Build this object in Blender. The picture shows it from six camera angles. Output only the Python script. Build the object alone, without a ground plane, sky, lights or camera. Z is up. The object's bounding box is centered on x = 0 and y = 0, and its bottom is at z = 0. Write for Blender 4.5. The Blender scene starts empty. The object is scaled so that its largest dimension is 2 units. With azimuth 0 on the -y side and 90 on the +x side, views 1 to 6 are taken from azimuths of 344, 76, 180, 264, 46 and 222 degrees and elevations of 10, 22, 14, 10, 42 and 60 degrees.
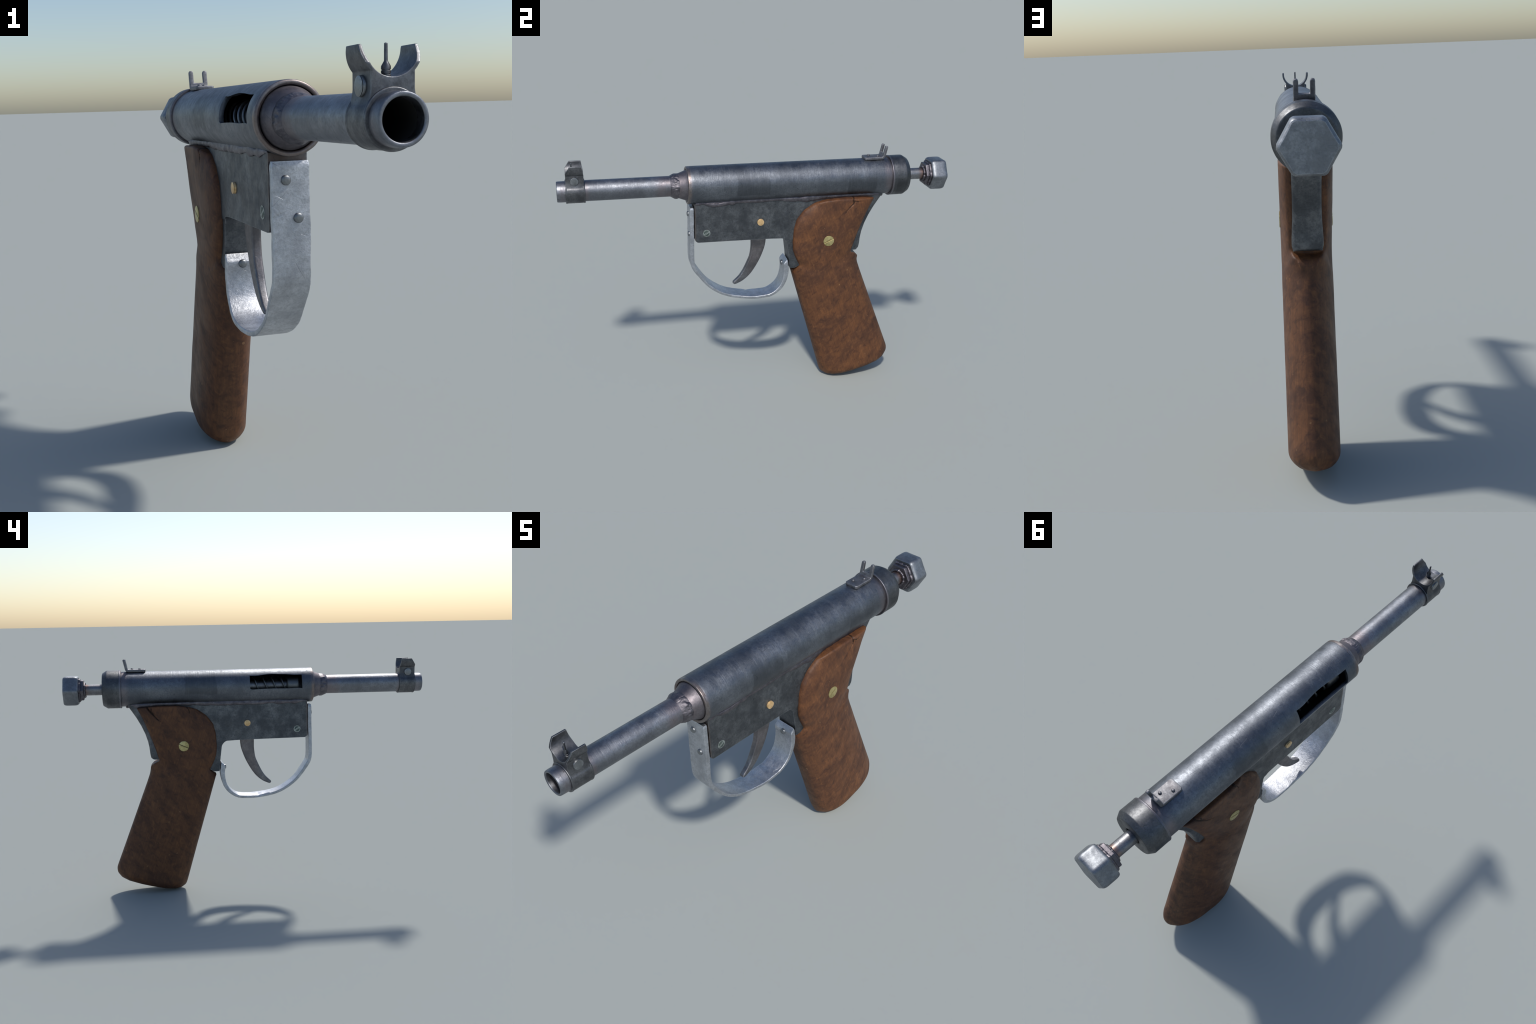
import bpy, bmesh, math, random
import numpy as np
from mathutils import Vector, Matrix, noise
from mathutils.geometry import delaunay_2d_cdt

random.seed(7)
rng = np.random.default_rng(7)
ZC = 1.1472            # height of the common axis of barrel, tube, cap and pull knob
DEG = math.pi / 180

# ------------------------------------------------------------------ materials
class Graph:
    """small helper that writes node trees"""
    def __init__(self, name):
        self.mat = bpy.data.materials.new(name)
        self.mat.use_nodes = True
        self.t = self.mat.node_tree
        self.t.nodes.clear()
        self.out = self.t.nodes.new("ShaderNodeOutputMaterial")
        self.bsdf = self.t.nodes.new("ShaderNodeBsdfPrincipled")
        self.t.links.new(self.bsdf.outputs[0], self.out.inputs[0])
        self.co = self.t.nodes.new("ShaderNodeTexCoord").outputs["Object"]

    def put(self, sock, val):
        if isinstance(val, bpy.types.NodeSocket):
            self.t.links.new(val, sock)
        else:
            sock.default_value = val

    def mapping(self, scale=(1, 1, 1), rot=(0, 0, 0), loc=(0, 0, 0)):
        n = self.t.nodes.new("ShaderNodeMapping")
        n.inputs["Rotation"].default_value = rot
        n.inputs["Location"].default_value = loc
        self.put(n.inputs[0], self.co)
        k = self.t.nodes.new("ShaderNodeMapping")
        k.inputs["Scale"].default_value = scale
        self.put(k.inputs[0], n.outputs[0])
        return k.outputs[0]

    def noise(self, scale, detail=4, rough=0.55, vec=None, dist=0.0):
        n = self.t.nodes.new("ShaderNodeTexNoise")
        n.inputs["Scale"].default_value = scale
        n.inputs["Detail"].default_value = detail
        n.inputs["Roughness"].default_value = rough
        n.inputs["Distortion"].default_value = dist
        self.put(n.inputs["Vector"], vec if vec is not None else self.co)
        return n.outputs["Fac"]

    def voronoi(self, scale, vec=None, feature="F1", rand=1.0):
        n = self.t.nodes.new("ShaderNodeTexVoronoi")
        n.feature = feature
        n.inputs["Scale"].default_value = scale
        n.inputs["Randomness"].default_value = rand
        self.put(n.inputs["Vector"], vec if vec is not None else self.co)
        return n.outputs["Distance"]

    def ramp(self, fac, lo, hi, a=0.0, b=1.0):
        n = self.t.nodes.new("ShaderNodeMapRange")
        n.interpolation_type = "SMOOTHSTEP"
        for k, v in zip(("Value", "From Min", "From Max", "To Min", "To Max"), (fac, lo, hi, a, b)):
            self.put(n.inputs[k], v)
        return n.outputs[0]

    def math(self, op, a, b=0.0, clamp=False):
        n = self.t.nodes.new("ShaderNodeMath")
        n.operation = op
        n.use_clamp = clamp
        self.put(n.inputs[0], a)
        self.put(n.inputs[1], b)
        return n.outputs[0]

    def mix(self, fac, a, b, blend="MIX"):
        n = self.t.nodes.new("ShaderNodeMix")
        n.data_type = "RGBA"
        n.blend_type = blend
        self.put(n.inputs[0], fac)
        for s, v in ((n.inputs[6], a), (n.inputs[7], b)):
            self.put(s, v if isinstance(v, bpy.types.NodeSocket) else (*v, 1.0))
        return n.outputs[2]

    def bump(self, height, dist, strength=1.0, normal=None):
        n = self.t.nodes.new("ShaderNodeBump")
        n.inputs["Strength"].default_value = strength
        n.inputs["Distance"].default_value = dist
        self.put(n.inputs["Height"], height)
        if normal is not None:
            self.put(n.inputs["Normal"], normal)
        return n.outputs[0]

    def xyz(self):
        n = self.t.nodes.new("ShaderNodeSeparateXYZ")
        self.put(n.inputs[0], self.co)
        return n.outputs

    def set(self, **kw):
        names = {"color": "Base Color", "rough": "Roughness", "metal": "Metallic", "normal": "Normal",
                 "spec": "Specular IOR Level", "coat": "Coat Weight", "coat_rough": "Coat Roughness"}
        for k, v in kw.items():
            s = self.bsdf.inputs[names[k]]
            if k == "color" and not isinstance(v, bpy.types.NodeSocket):
                v = (*v, 1.0)
            self.put(s, v)
        return self.mat


def steel(name, light, dark, rough=0.42, tint=None, tint_zones=(), brushed=None, patches=(),
          blotch=7.0, blotch_range=(0.36, 0.66), metal=1.0, bump=0.0006, scratch=0.38, wear=0.0, wear_r=0.004):
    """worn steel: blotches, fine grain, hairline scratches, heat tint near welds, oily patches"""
    g = Graph(name)
    big = g.noise(blotch, 5, 0.62)
    col = g.mix(g.ramp(big, *blotch_range), dark, light)
    grain = g.noise(150, 4, 0.7)
    fine = g.noise(48, 5, 0.7)
    col = g.mix(g.ramp(fine, 0.60, 0.36, 0.0, 0.55), col, dark)
    col = g.mix(g.ramp(grain, 0.40, 0.72, 0.0, 0.5), col, [c * 0.72 for c in dark])
    pits = g.ramp(g.noise(70, 2, 0.5), 0.735, 0.765)
    col = g.mix(g.math("MULTIPLY", pits, 0.6), col, [c * 0.35 for c in dark])
    x, y, z = g.xyz()
    for (y0, y1, soft, amount) in tint_zones:
        m = g.math("MULTIPLY", g.ramp(y, y0 - soft, y0 + soft), g.ramp(y, y1 + soft, y1 - soft))
        m = g.math("MULTIPLY", m, g.ramp(g.noise(16, 3, 0.6), 0.3, 0.6, 0.35 * amount, amount))
        col = g.mix(m, col, tint)
    rgh = g.ramp(g.noise(34, 6, 0.72), 0.3, 0.72, rough - 0.07, rough + 0.10)
    wob = g.math("MULTIPLY", g.math("SUBTRACT", g.noise(9, 4, 0.6), 0.5), 0.035)
    for (y0, y1, z0, z1, side) in patches:
        yy, zz = g.math("ADD", y, wob), g.math("ADD", z, wob)
        m = g.math("MULTIPLY", g.ramp(yy, y0 - .004, y0 + .004), g.ramp(yy, y1 + .004, y1 - .004))
        m = g.math("MULTIPLY", m, g.math("MULTIPLY", g.ramp(zz, z0 - .006, z0 + .006), g.ramp(zz, z1 + .02, z1 - .02)))
        m = g.math("MULTIPLY", m, g.ramp(g.math("MULTIPLY", x, side), -0.02, 0.02, 0.0, 0.62))
        col = g.mix(m, col, [c * 0.62 for c in dark])
    h = g.noise(62, 6, 0.75)
    h = g.math("ADD", h, g.math("MULTIPLY", grain, 0.25))
    if brushed:
        st = g.noise(1.0, 4, 0.65, g.mapping(brushed))
        h = g.math("ADD", h, g.math("MULTIPLY", st, 0.8))
        rgh = g.math("ADD", rgh, g.math("MULTIPLY", g.math("SUBTRACT", st, 0.5), 0.16))
        col = g.mix(g.ramp(st, 0.5, 0.8, 0.0, 0.16), col, [min(1, c * 1.5) for c in light])
    # hairline scratches: short pieces of straight cell borders
    for i, (sc, seed) in enumerate(((7.0, 0.0), (13.0, 3.7))):
        e = g.voronoi(sc, g.mapping((1, 1, 1), (0.6 + seed, 0.4, 0.9), (seed, 0, seed)), "DISTANCE_TO_EDGE")
        m = g.ramp(e, 0.0075, 0.002)
        m = g.math("MULTIPLY", m, g.ramp(g.noise(11 + 5 * i, 2, 0.5, g.mapping((1, 1, 1), (0, 0, 0), (seed, seed, 1))), 0.56, 0.62))
        col = g.mix(g.math("MULTIPLY", m, scratch), col, [c * 0.45 for c in dark])
        h = g.math("SUBTRACT", h, g.math("MULTIPLY", m, 0.7 * scratch))
    if wear:                                  # rubbed, brighter metal along the edges
        bv = g.t.nodes.new("ShaderNodeBevel")
        bv.samples = 4
        bv.inputs["Radius"].default_value = wear_r
        ge = g.t.nodes.new("ShaderNodeNewGeometry")
        vm = g.t.nodes.new("ShaderNodeVectorMath")
        vm.operation = "DOT_PRODUCT"
        g.put(vm.inputs[0], bv.outputs[0])
        g.put(vm.inputs[1], ge.outputs["Normal"])
        m = g.ramp(vm.outputs["Value"], 0.995, 0.93)
        m = g.math("MULTIPLY", m, g.ramp(g.noise(40, 4, 0.65), 0.30, 0.62, 0.15 * wear, wear))
        col = g.mix(m, col, [min(1.0, c * 1.9 + 0.02) for c in light])
    return g.set(color=col, rough=rgh, metal=metal, normal=g.bump(h, bump))


def wood(name, dim=0.90):
    """old walnut: fibres along the grip, cloudy figure, dark pores"""
    g = Graph(name)
    tilt = (-20 * DEG, 0, 0)
    fib = g.noise(1.0, 5, 0.65, g.mapping((110, 110, 14), tilt))
    cloud = g.noise(9.0, 5, 0.64, g.mapping((1.1, 1.3, 0.6), (38 * DEG, 0, 0)), 0.6)
    fig = g.noise(32, 5, 0.70, g.mapping((1, 1.15, 0.7), (38 * DEG, 0, 0)), 0.8)
    d3 = lambda r, gg, b: (r * dim, gg * dim, b * dim)
    col = g.mix(g.ramp(cloud, 0.32, 0.66), d3(0.080, 0.0345, 0.0190), d3(0.155, 0.063, 0.0250))
    col = g.mix(g.ramp(fig, 0.48, 0.74, 0.0, 0.75), col, d3(0.215, 0.092, 0.036))
    col = g.mix(g.ramp(fig, 0.49, 0.32, 0.0, 0.75), col, d3(0.044, 0.020, 0.0135))
    col = g.mix(g.ramp(fib, 0.40, 0.66, 0.42, 0.0), col, d3(0.060, 0.026, 0.0145))
    pores = g.ramp(g.noise(1.0, 3, 0.6, g.mapping((230, 230, 45), tilt)), 0.60, 0.70)
    col = g.mix(g.math("MULTIPLY", pores, 0.32), col, d3(0.030, 0.015, 0.010))
    nick = g.ramp(g.noise(52, 1, 0.4), 0.785, 0.80)
    col = g.mix(g.math("MULTIPLY", nick, 0.5), col, d3(0.30, 0.17, 0.08))
    h = g.math("ADD", g.math("MULTIPLY", fib, 0.6), g.math("MULTIPLY", fig, 0.12))
    h = g.math("SUBTRACT", h, g.math("MULTIPLY", pores, 0.35))
    return g.set(color=col, rough=g.ramp(cloud, 0.3, 0.7, 0.64, 0.50), spec=0.3, normal=g.bump(h, 0.0005))


M = {}
HEAT = (0.215, 0.182, 0.190)
M["tube"] = steel("blue_tinted_steel", (0.194, 0.210, 0.236), (0.120, 0.131, 0.150), 0.47, HEAT,  # base tones cooled and deepened for the bluish light on the shaded side
                  [(-0.375, -0.355, 0.010, 0.7), (0.655, 0.70, 0.02, 0.6)], (6, 210, 6),
                  [(-0.13, 0.04, 1.10, 1.20, 1), (0.45, 0.60, 1.05, 1.165, 1), (0.17, 0.345, 1.115, 1.215, -1)])
M["barrel"] = steel("barrel_steel", (0.250, 0.265, 0.295), (0.160, 0.169, 0.190), 0.46, HEAT,
                    [(-0.52, -0.36, 0.03, 0.7), (-0.885, -0.850, 0.010, 0.6), (-0.985, -0.945, 0.012, 0.4)], (6, 190, 6))
M["heat"] = steel("heat_tinted_steel", (0.205, 0.192, 0.208), (0.135, 0.124, 0.138), 0.52, HEAT, [(-0.46, -0.40, 0.02, 0.5)], None, blotch=16)
M["weld"] = steel("weld_steel", (0.195, 0.182, 0.198), (0.115, 0.107, 0.122), 0.45, None, (), None, blotch=28, bump=0.0015)
M["rim"] = steel("rubbed_rim_steel", (0.275, 0.262, 0.260), (0.190, 0.158, 0.150), 0.40, None, (), None, blotch=10)
M["frame"] = steel("frame_steel", (0.185, 0.195, 0.207), (0.082, 0.088, 0.098), 0.50, (0.17, 0.125, 0.105),
                   [(-0.36, -0.334, 0.006, 0.7)], None, wear=0.6, blotch=9)
M["sight"] = steel("sight_steel", (0.175, 0.180, 0.190), (0.092, 0.094, 0.102), 0.46, None, (), None, wear=0.6, blotch=14)
M["plate"] = steel("sight_plate_steel", (0.240, 0.244, 0.260), (0.150, 0.148, 0.158), 0.58, None, (), None, wear=0.6, blotch=22)
M["cap"] = steel("cap_steel", (0.160, 0.166, 0.175), (0.090, 0.094, 0.101), 0.48, None, (), None, wear=0.6, blotch=11,
                 patches=[(0.715, 0.775, 1.06, 1.15, 1)])
M["bolt"] = steel("bright_steel", (0.290, 0.308, 0.332), (0.190, 0.203, 0.222), 0.50, None, (), None, wear=0.6, blotch=12)
M["rod"] = steel("rod_steel", (0.275, 0.280, 0.295), (0.175, 0.175, 0.185), 0.45, (0.25, 0.165, 0.14), [(0.865, 0.90, 0.010, 0.8)], None)
M["zinc"] = steel("galvanised_sheet", (0.530, 0.550, 0.590), (0.375, 0.390, 0.422), 0.46, None, (), None, wear=0.6, blotch=15,
                  blotch_range=(0.3, 0.6), bump=0.0016, scratch=0.22)
M["trigger"] = steel("trigger_steel", (0.250, 0.252, 0.268), (0.148, 0.147, 0.157), 0.45, (0.19, 0.13, 0.115), [(-0.06, 0.06, 0.02, 0.25)], None, wear=0.6, blotch=16)
M["rivet"] = steel("rivet_steel", (0.300, 0.315, 0.330), (0.205, 0.215, 0.225), 0.42, None, (), None, blotch=30, bump=0.0006)
M["inner"] = steel("spring_steel", (0.24, 0.25, 0.26), (0.14, 0.145, 0.15), 0.42, None, (), None)
g = Graph("bore_near_black")
M["bore_dark"] = g.set(color=(0.030, 0.029, 0.028), rough=0.75, metal=0.0, spec=0.2)  # near-black, rough, non-metallic colour for the inside of the barrel
M["wood"] = wood("walnut_wood")
M["crack"] = wood("dark_crack_wood", 0.26)  # much darker copy of the walnut colours for the crack faces

g = Graph("brass")
c = g.mix(g.ramp(g.noise(60, 4), 0.35, 0.7), (0.36, 0.30, 0.13), (0.56, 0.48, 0.23))
M["brass"] = g.set(color=c, rough=0.42, metal=0.75, normal=g.bump(g.noise(150, 3), 0.0005))
g = Graph("gold_brass")
c = g.mix(g.ramp(g.noise(60, 4), 0.35, 0.7), (0.58, 0.38, 0.18), (0.76, 0.53, 0.28))
M["gold"] = g.set(color=c, rough=0.36, metal=0.5, normal=g.bump(g.noise(120, 3), 0.0006))
g = Graph("slot_dark")
M["slot"] = g.set(color=(0.022, 0.024, 0.018), rough=0.7, metal=0.0)
g = Graph("verdigris_dark")
M["dgreen"] = g.set(color=(0.075, 0.10, 0.092), rough=0.5, metal=0.6)
g = Graph("pale_screw_steel")
c = g.mix(g.ramp(g.noise(90, 3), 0.35, 0.65), (0.18, 0.20, 0.19), (0.36, 0.40, 0.385))
M["pale"] = g.set(color=c, rough=0.45, metal=0.8)

# ------------------------------------------------------------------ object helpers
root = bpy.data.objects.new("old_pistol", None)
bpy.context.collection.objects.link(root)
root["label"] = "worn homemade steel pistol with walnut grip"
root["category"] = "pistol"


def add(name, me, mats, parent=None, sharp=32, mw=None):
    if not isinstance(mats, (list, tuple)):
        mats = [mats]
    if not me.materials:
        for m in mats:
            me.materials.append(M[m])
    me.polygons.foreach_set("use_smooth", [True] * len(me.polygons))
    if sharp:
        me.set_sharp_from_angle(angle=sharp * DEG)
    ob = bpy.data.objects.new(name, me)
    bpy.context.collection.objects.link(ob)
    ob.parent = parent or root
    if mw is not None:
        ob.matrix_world = mw
    return ob


def to_mesh(bm, name):
    bmesh.ops.recalc_face_normals(bm, faces=bm.faces)
    me = bpy.data.meshes.new(name)
    bm.to_mesh(me)
    bm.free()
    return me


def applied(ob, mods):
    """evaluate modifiers on an object and bake them into its mesh"""
    for kind, kw in mods:
        m = ob.modifiers.new(kind, kind)
        for k, v in kw.items():
            setattr(m, k, v)
    dg = bpy.context.evaluated_depsgraph_get()
    dg.update()
    me = bpy.data.meshes.new_from_object(ob.evaluated_get(dg))
    ob.modifiers.clear()
    ob.data = me
    return ob


def loft(name, rings, closed_ring=True, caps=True, loop=False):
    bm = bmesh.new()
    vs = [[bm.verts.new(p) for p in r] for r in rings]
    n = len(rings[0])
    pairs = list(zip(vs[:-1], vs[1:])) + ([(vs[-1], vs[0])] if loop else [])
    for a, b in pairs:
        for i in range(n if closed_ring else n - 1):
            j = (i + 1) % n
            bm.faces.new((a[i], a[j], b[j], b[i]))
    if caps and not loop:
        bm.faces.new(vs[0])
        bm.faces.new(vs[-1][::-1])
    return to_mesh(bm, name)


def lathe(name, prof, seg=96, ripple=None, loop=False, caps=True):
    """surface of revolution about the barrel axis; prof = (y, r) stations; ripple(y, ang) adds to r"""
    rings = []
    for (y, r) in prof:
        ring = []
        for i in range(seg):
            a = 2 * math.pi * i / seg
            rr = r + (ripple(y, a) if ripple else 0.0)
            ring.append((rr * math.cos(a), y, ZC + rr * math.sin(a)))
        rings.append(ring)
    return loft(name, rings, loop=loop, caps=caps)


def rounded(prof, rad, steps=4):
    """round the corners of an open (y, r) profile"""
    out = [prof[0]]
    for p, q, s in zip(prof[:-2], prof[1:-1], prof[2:]):
        a, b, c = (np.array(v, float) for v in (p, q, s))
        u, w = a - b, c - b
        k = min(rad, 0.45 * np.linalg.norm(u), 0.45 * np.linalg.norm(w))
        u, w = b + u / np.linalg.norm(u) * k, b + w / np.linalg.norm(w) * k
        for t in np.linspace(0, 1, steps + 1):
            out.append(tuple((1 - t) ** 2 * u + 2 * t * (1 - t) * b + t * t * w))
    return out + [prof[-1]]


def smooth_path(pts, n, closed=False):
    """Catmull-Rom through control points, resampled evenly"""
    P = [np.array(p, float) for p in pts]
    P = ([P[-1]] + P + P[:2]) if closed else [2 * P[0] - P[1]] + P + [2 * P[-1] - P[-2]]
    dense = []
    for a, b, c, d in zip(P[:-3], P[1:-2], P[2:-1], P[3:]):
        for t in np.linspace(0, 1, 24, endpoint=False):
            dense.append(0.5 * (2 * b + (c - a) * t + (2 * a - 5 * b + 4 * c - d) * t * t + (3 * b - a - 3 * c + d) * t ** 3))
    dense.append(P[-2])
    D = np.array(dense)
    L = np.concatenate([[0], np.cumsum(np.linalg.norm(np.diff(D, axis=0), axis=1))])
    s = np.linspace(0, L[-1], n)
    return np.stack([np.interp(s, L, D[:, k]) for k in range(D.shape[1])], 1)


def round_poly(pts, rads, steps=5):
    """polygon with a fillet radius per corner"""
    out = []
    n = len(pts)
    for i in range(n):
        a, b, c = (np.array(pts[k % n], float) for k in (i - 1, i, i + 1))
        r = rads[i] if isinstance(rads, (list, tuple)) else rads
        if r <= 0:
            out.append(tuple(b))
            continue
        u, w = a - b, c - b
        k = min(r, 0.45 * np.linalg.norm(u), 0.45 * np.linalg.norm(w))
        u, w = b + u / np.linalg.norm(u) * k, b + w / np.linalg.norm(w) * k
        for t in np.linspace(0, 1, steps + 1):
            out.append(tuple((1 - t) ** 2 * u + 2 * t * (1 - t) * b + t * t * w))
    return out


def prism(outline, half, bevel=0.0, seg=3, x0=None, wide=None, wide_bevel=0.0):
    """extrude a (y, z) outline along x; returns a bmesh"""
    bm = bmesh.new()
    lo = -half if x0 is None else x0
    vs = [bm.verts.new((lo, y, z)) for (y, z) in outline]
    f = bm.faces.new(vs)
    ex = bmesh.ops.extrude_face_region(bm, geom=[f])
    top = [v for v in ex["geom"] if isinstance(v, bmesh.types.BMVert)]
    bmesh.ops.translate(bm, verts=top, vec=(half - lo, 0, 0))
    bmesh.ops.recalc_face_normals(bm, faces=bm.faces)
    if bevel:
        big = [f for f in bm.faces if abs(f.normal.x) > 0.9]
        ed = {e for f in big for e in f.edges}
        if wide:                               # stretch of the outline that is rounded more
            sel = [e for e in ed if all(wide(v.co.y, v.co.z) for v in e.verts)]
            ed -= set(sel)
            bmesh.ops.bevel(bm, geom=sel, offset=wide_bevel, segments=6, profile=0.5, affect="EDGES", clamp_overlap=False)
            ed = {e for e in ed if e.is_valid}
        bmesh.ops.bevel(bm, geom=list(ed), offset=bevel, segments=seg, profile=0.6, affect="EDGES", clamp_overlap=True)
    return bm


def fbm(p, octs=4):
    return noise.fractal(Vector(p), 1.0, 2.0, octs)

# ------------------------------------------------------------------ receiver tube
RT, RI = 0.0953, 0.0810
tube_prof = [(-0.362, RI), (-0.362, RT)] + [(y, RT) for y in np.linspace(-0.340, 0.66, 26)] + [(0.72, RT), (0.72, RI)]
tube_prof += [(y, RI) for y in np.linspace(0.66, -0.340, 10)]
tube = add("receiver_tube", lathe("receiver_tube", tube_prof, 128, loop=True), "tube")
# ejection opening, cut from the left with a hand-filed, wavy outline
top = smooth_path([(-0.304, 1.208), (-0.26, 1.209), (-0.20, 1.213), (-0.14, 1.215), (-0.09, 1.212), (-0.05, 1.208), (-0.014, 1.209)], 22)
bot = smooth_path([(-0.014, 1.139), (-0.02, 1.134), (-0.08, 1.136), (-0.15, 1.137), (-0.22, 1.1355), (-0.29, 1.137), (-0.304, 1.135)], 20)
cut = to_mesh(prism([tuple(p) for p in top] + [tuple(p) for p in bot], -0.03, x0=-0.2), "cutter")
cutter = bpy.data.objects.new("cutter", cut)
bpy.context.collection.objects.link(cutter)
applied(tube, [("BOOLEAN", dict(operation="DIFFERENCE", object=cutter, solver="EXACT")),
               ("BEVEL", dict(width=0.0022, segments=2, limit_method="ANGLE", angle_limit=50 * DEG))])
bpy.data.objects.remove(cutter)
tube.data.polygons.foreach_set("use_smooth", [True] * len(tube.data.polygons))
tube.data.set_sharp_from_angle(angle=30 * DEG)

# rolled, rubbed rim at the front of the tube
rim = rounded([(-0.357, RT + .0003), (-0.3705, RT - .0005), (-0.3735, 0.0882), (-0.3705, RI + .0004), (-0.357, RI - .0004)], 0.006, 5)
add("tube_rim", lathe("tube_rim", rim, 128, lambda y, a: 0.0006 * fbm((math.cos(a) * 4, y * 30, math.sin(a) * 4)), loop=True), "rim", tube)

# cone that carries the barrel, with a lumpy weld ring
cone_prof = rounded([(-0.330, 0.0803), (-0.368, 0.0803), (-0.379, 0.0742), (-0.414, 0.0610), (-0.440, 0.0535), (-0.462, 0.0500)], 0.010, 5)
cone = add("barrel_cone", lathe("barrel_cone", cone_prof, 128), "heat")
ringp = [(y, 0) for y in np.linspace(-0.404, -0.4555, 22)]
def weld_ring(y, a):
    t = (y + 0.404) / -0.0515
    base = np.interp(t, [0, .25, .5, .8, 1], [0.0612, 0.0588, 0.0568, 0.0525, 0.0500])
    ca, sa = math.cos(a), math.sin(a)
    w = math.sin(math.pi * t) ** 0.8
    lump = 0.5 + 0.5 * fbm((ca * 2.6, y * 34 + 2.0, sa * 2.6), 3)
    scal = 0.5 + 0.5 * math.sin(a * 9 + 3 * fbm((ca * 2, 4.0, sa * 2)) + t * 2.2)
    fold = abs(fbm((ca * 3.2, y * 30, sa * 3.2 + 3), 2))
    return base + w * (0.0012 + 0.0044 * lump + 0.0010 * scal + 0.0040 * fold)
add("weld_bead", lathe("weld_bead", ringp, 200, weld_ring, loop=False), "weld", cone, sharp=60)

# ------------------------------------------------------------------ barrel
RB, BORE = 0.0515, 0.0412
bp = rounded([(-0.40, RB), (-0.70, RB), (-0.985, RB), (-1.000, RB - 0.0012), (-1.000, BORE), (-0.990, BORE - .0006), (-0.970, BORE - .0006)], 0.006, 5)
barrel = add("barrel", lathe("barrel", bp, 112, caps=False), "barrel", sharp=40)
bore = [(y, BORE - 0.0004) for y in (-0.992, -0.97, -0.90, -0.75, -0.60)] + [(-0.47, BORE - 0.0004), (-0.46, 0.001)]
add("bore", lathe("bore", bore, 96, caps=False), "bore_dark", barrel, sharp=60)

# ------------------------------------------------------------------ front sight: collar, block and two curved ears in one section
RC, XB = 0.0583, 0.0440
ER, EI, EZ = 0.0600, 0.0520, 1.2760
sec = []
a1 = math.asin(math.sqrt(RC ** 2 - XB ** 2) / RC) - 0.30
for a in np.linspace(-math.pi / 2, a1, 24):
    sec.append((RC * math.cos(a), ZC + RC * math.sin(a)))
c0, c1, c2 = np.array(sec[-1]), np.array((XB + 0.0035, ZC + 0.030)), np.array((XB, 1.203))
for t in np.linspace(0.15, 1, 8):                  # fillet between collar and block
    sec.append(tuple((1 - t) ** 2 * c0 + 2 * t * (1 - t) * c1 + t * t * c2))
aw = -math.acos(XB / ER)
for a in np.linspace(aw, 4 * DEG, 14):
    sec.append((ER * math.cos(a), EZ + ER * math.sin(a)))
sec.append((EI + 0.0078, EZ + 0.0075))
sec.append((EI + 0.0006, EZ + 0.0075))
for a in np.linspace(2 * DEG, -90 * DEG, 22):
    sec.append((EI * math.cos(a), EZ + EI * math.sin(a)))
left = [(-x, z) for (x, z) in sec[::-1]]
sec = sec[:-1] + left[:-1]
Y0, Y1 = -0.955, -0.869
bm = bmesh.new()
f = bm.faces.new([bm.verts.new((x, Y0, z)) for (x, z) in sec])
ex = bmesh.ops.extrude_face_region(bm, geom=[f])
bmesh.ops.translate(bm, verts=[v for v in ex["geom"] if isinstance(v, bmesh.types.BMVert)], vec=(0, Y1 - Y0, 0))
bmesh.ops.recalc_face_normals(bm, faces=bm.faces)
# the ears are clipped at their upper front corners
for co, no in (((0, -0.9335, 1.2835), (0, -0.84, 0.54)), ((0, -0.877, 1.2835), (0, 0.985, 0.17))):
    geo = bm.verts[:] + bm.edges[:] + bm.faces[:]
    r = bmesh.ops.bisect_plane(bm, geom=geo, plane_co=co, plane_no=no, clear_outer=True)
    ed = [e for e in r["geom_cut"] if isinstance(e, bmesh.types.BMEdge)]
    bmesh.ops.holes_fill(bm, edges=ed, sides=0)
bmesh.ops.recalc_face_normals(bm, faces=bm.faces)
ed = [e for e in bm.edges if len(e.link_faces) == 2 and e.calc_face_angle(0) > 40 * DEG]
bmesh.ops.bevel(bm, geom=ed, offset=0.0026, segments=3, profile=0.55, affect="EDGES", clamp_overlap=True)
fs = add("front_sight", to_mesh(bm, "front_sight"), "sight", sharp=35)
drill = bpy.data.objects.new("drill", lathe("drill", [(-1.05, 0.0495), (-0.80, 0.0495)], 96))
bpy.context.collection.objects.link(drill)
applied(fs, [("BOOLEAN", dict(operation="DIFFERENCE", object=drill, solver="EXACT"))])
bpy.data.objects.remove(drill)
fs.data.polygons.foreach_set("use_smooth", [True] * len(fs.data.polygons))
fs.data.set_sharp_from_angle(angle=35 * DEG)

for ya, yb in ((-0.9585, -0.9500), (-0.8740, -0.8655)):
    edge = rounded([(ya, 0.0500), (ya, 0.0584), ((ya + yb) / 2, 0.0598), (yb, 0.0584), (yb, 0.0500)], 0.002, 3)
    add("clamp_edge", lathe("clamp_edge", edge, 96, loop=True), "sight", fs)

def post_rings():
    prof = [(1.218, .0092), (1.2285, .0092), (1.2293, .0080), (1.2306, .0080), (1.2314, .0093), (1.2358, .0093),
            (1.2366, .0081), (1.2380, .0081), (1.2388, .0093), (1.2440, .0092), (1.2530, .0040), (1.2545, .0036),
            (1.2850, .0034), (1.2862, .0020)]
    return [[(r * math.cos(t) , -0.924 + r * math.sin(t), z) for t in np.linspace(0, 2 * math.pi, 24, endpoint=False)] for z, r in prof]
add("sight_post", loft("sight_post", post_rings()), "sight", fs)

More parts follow.
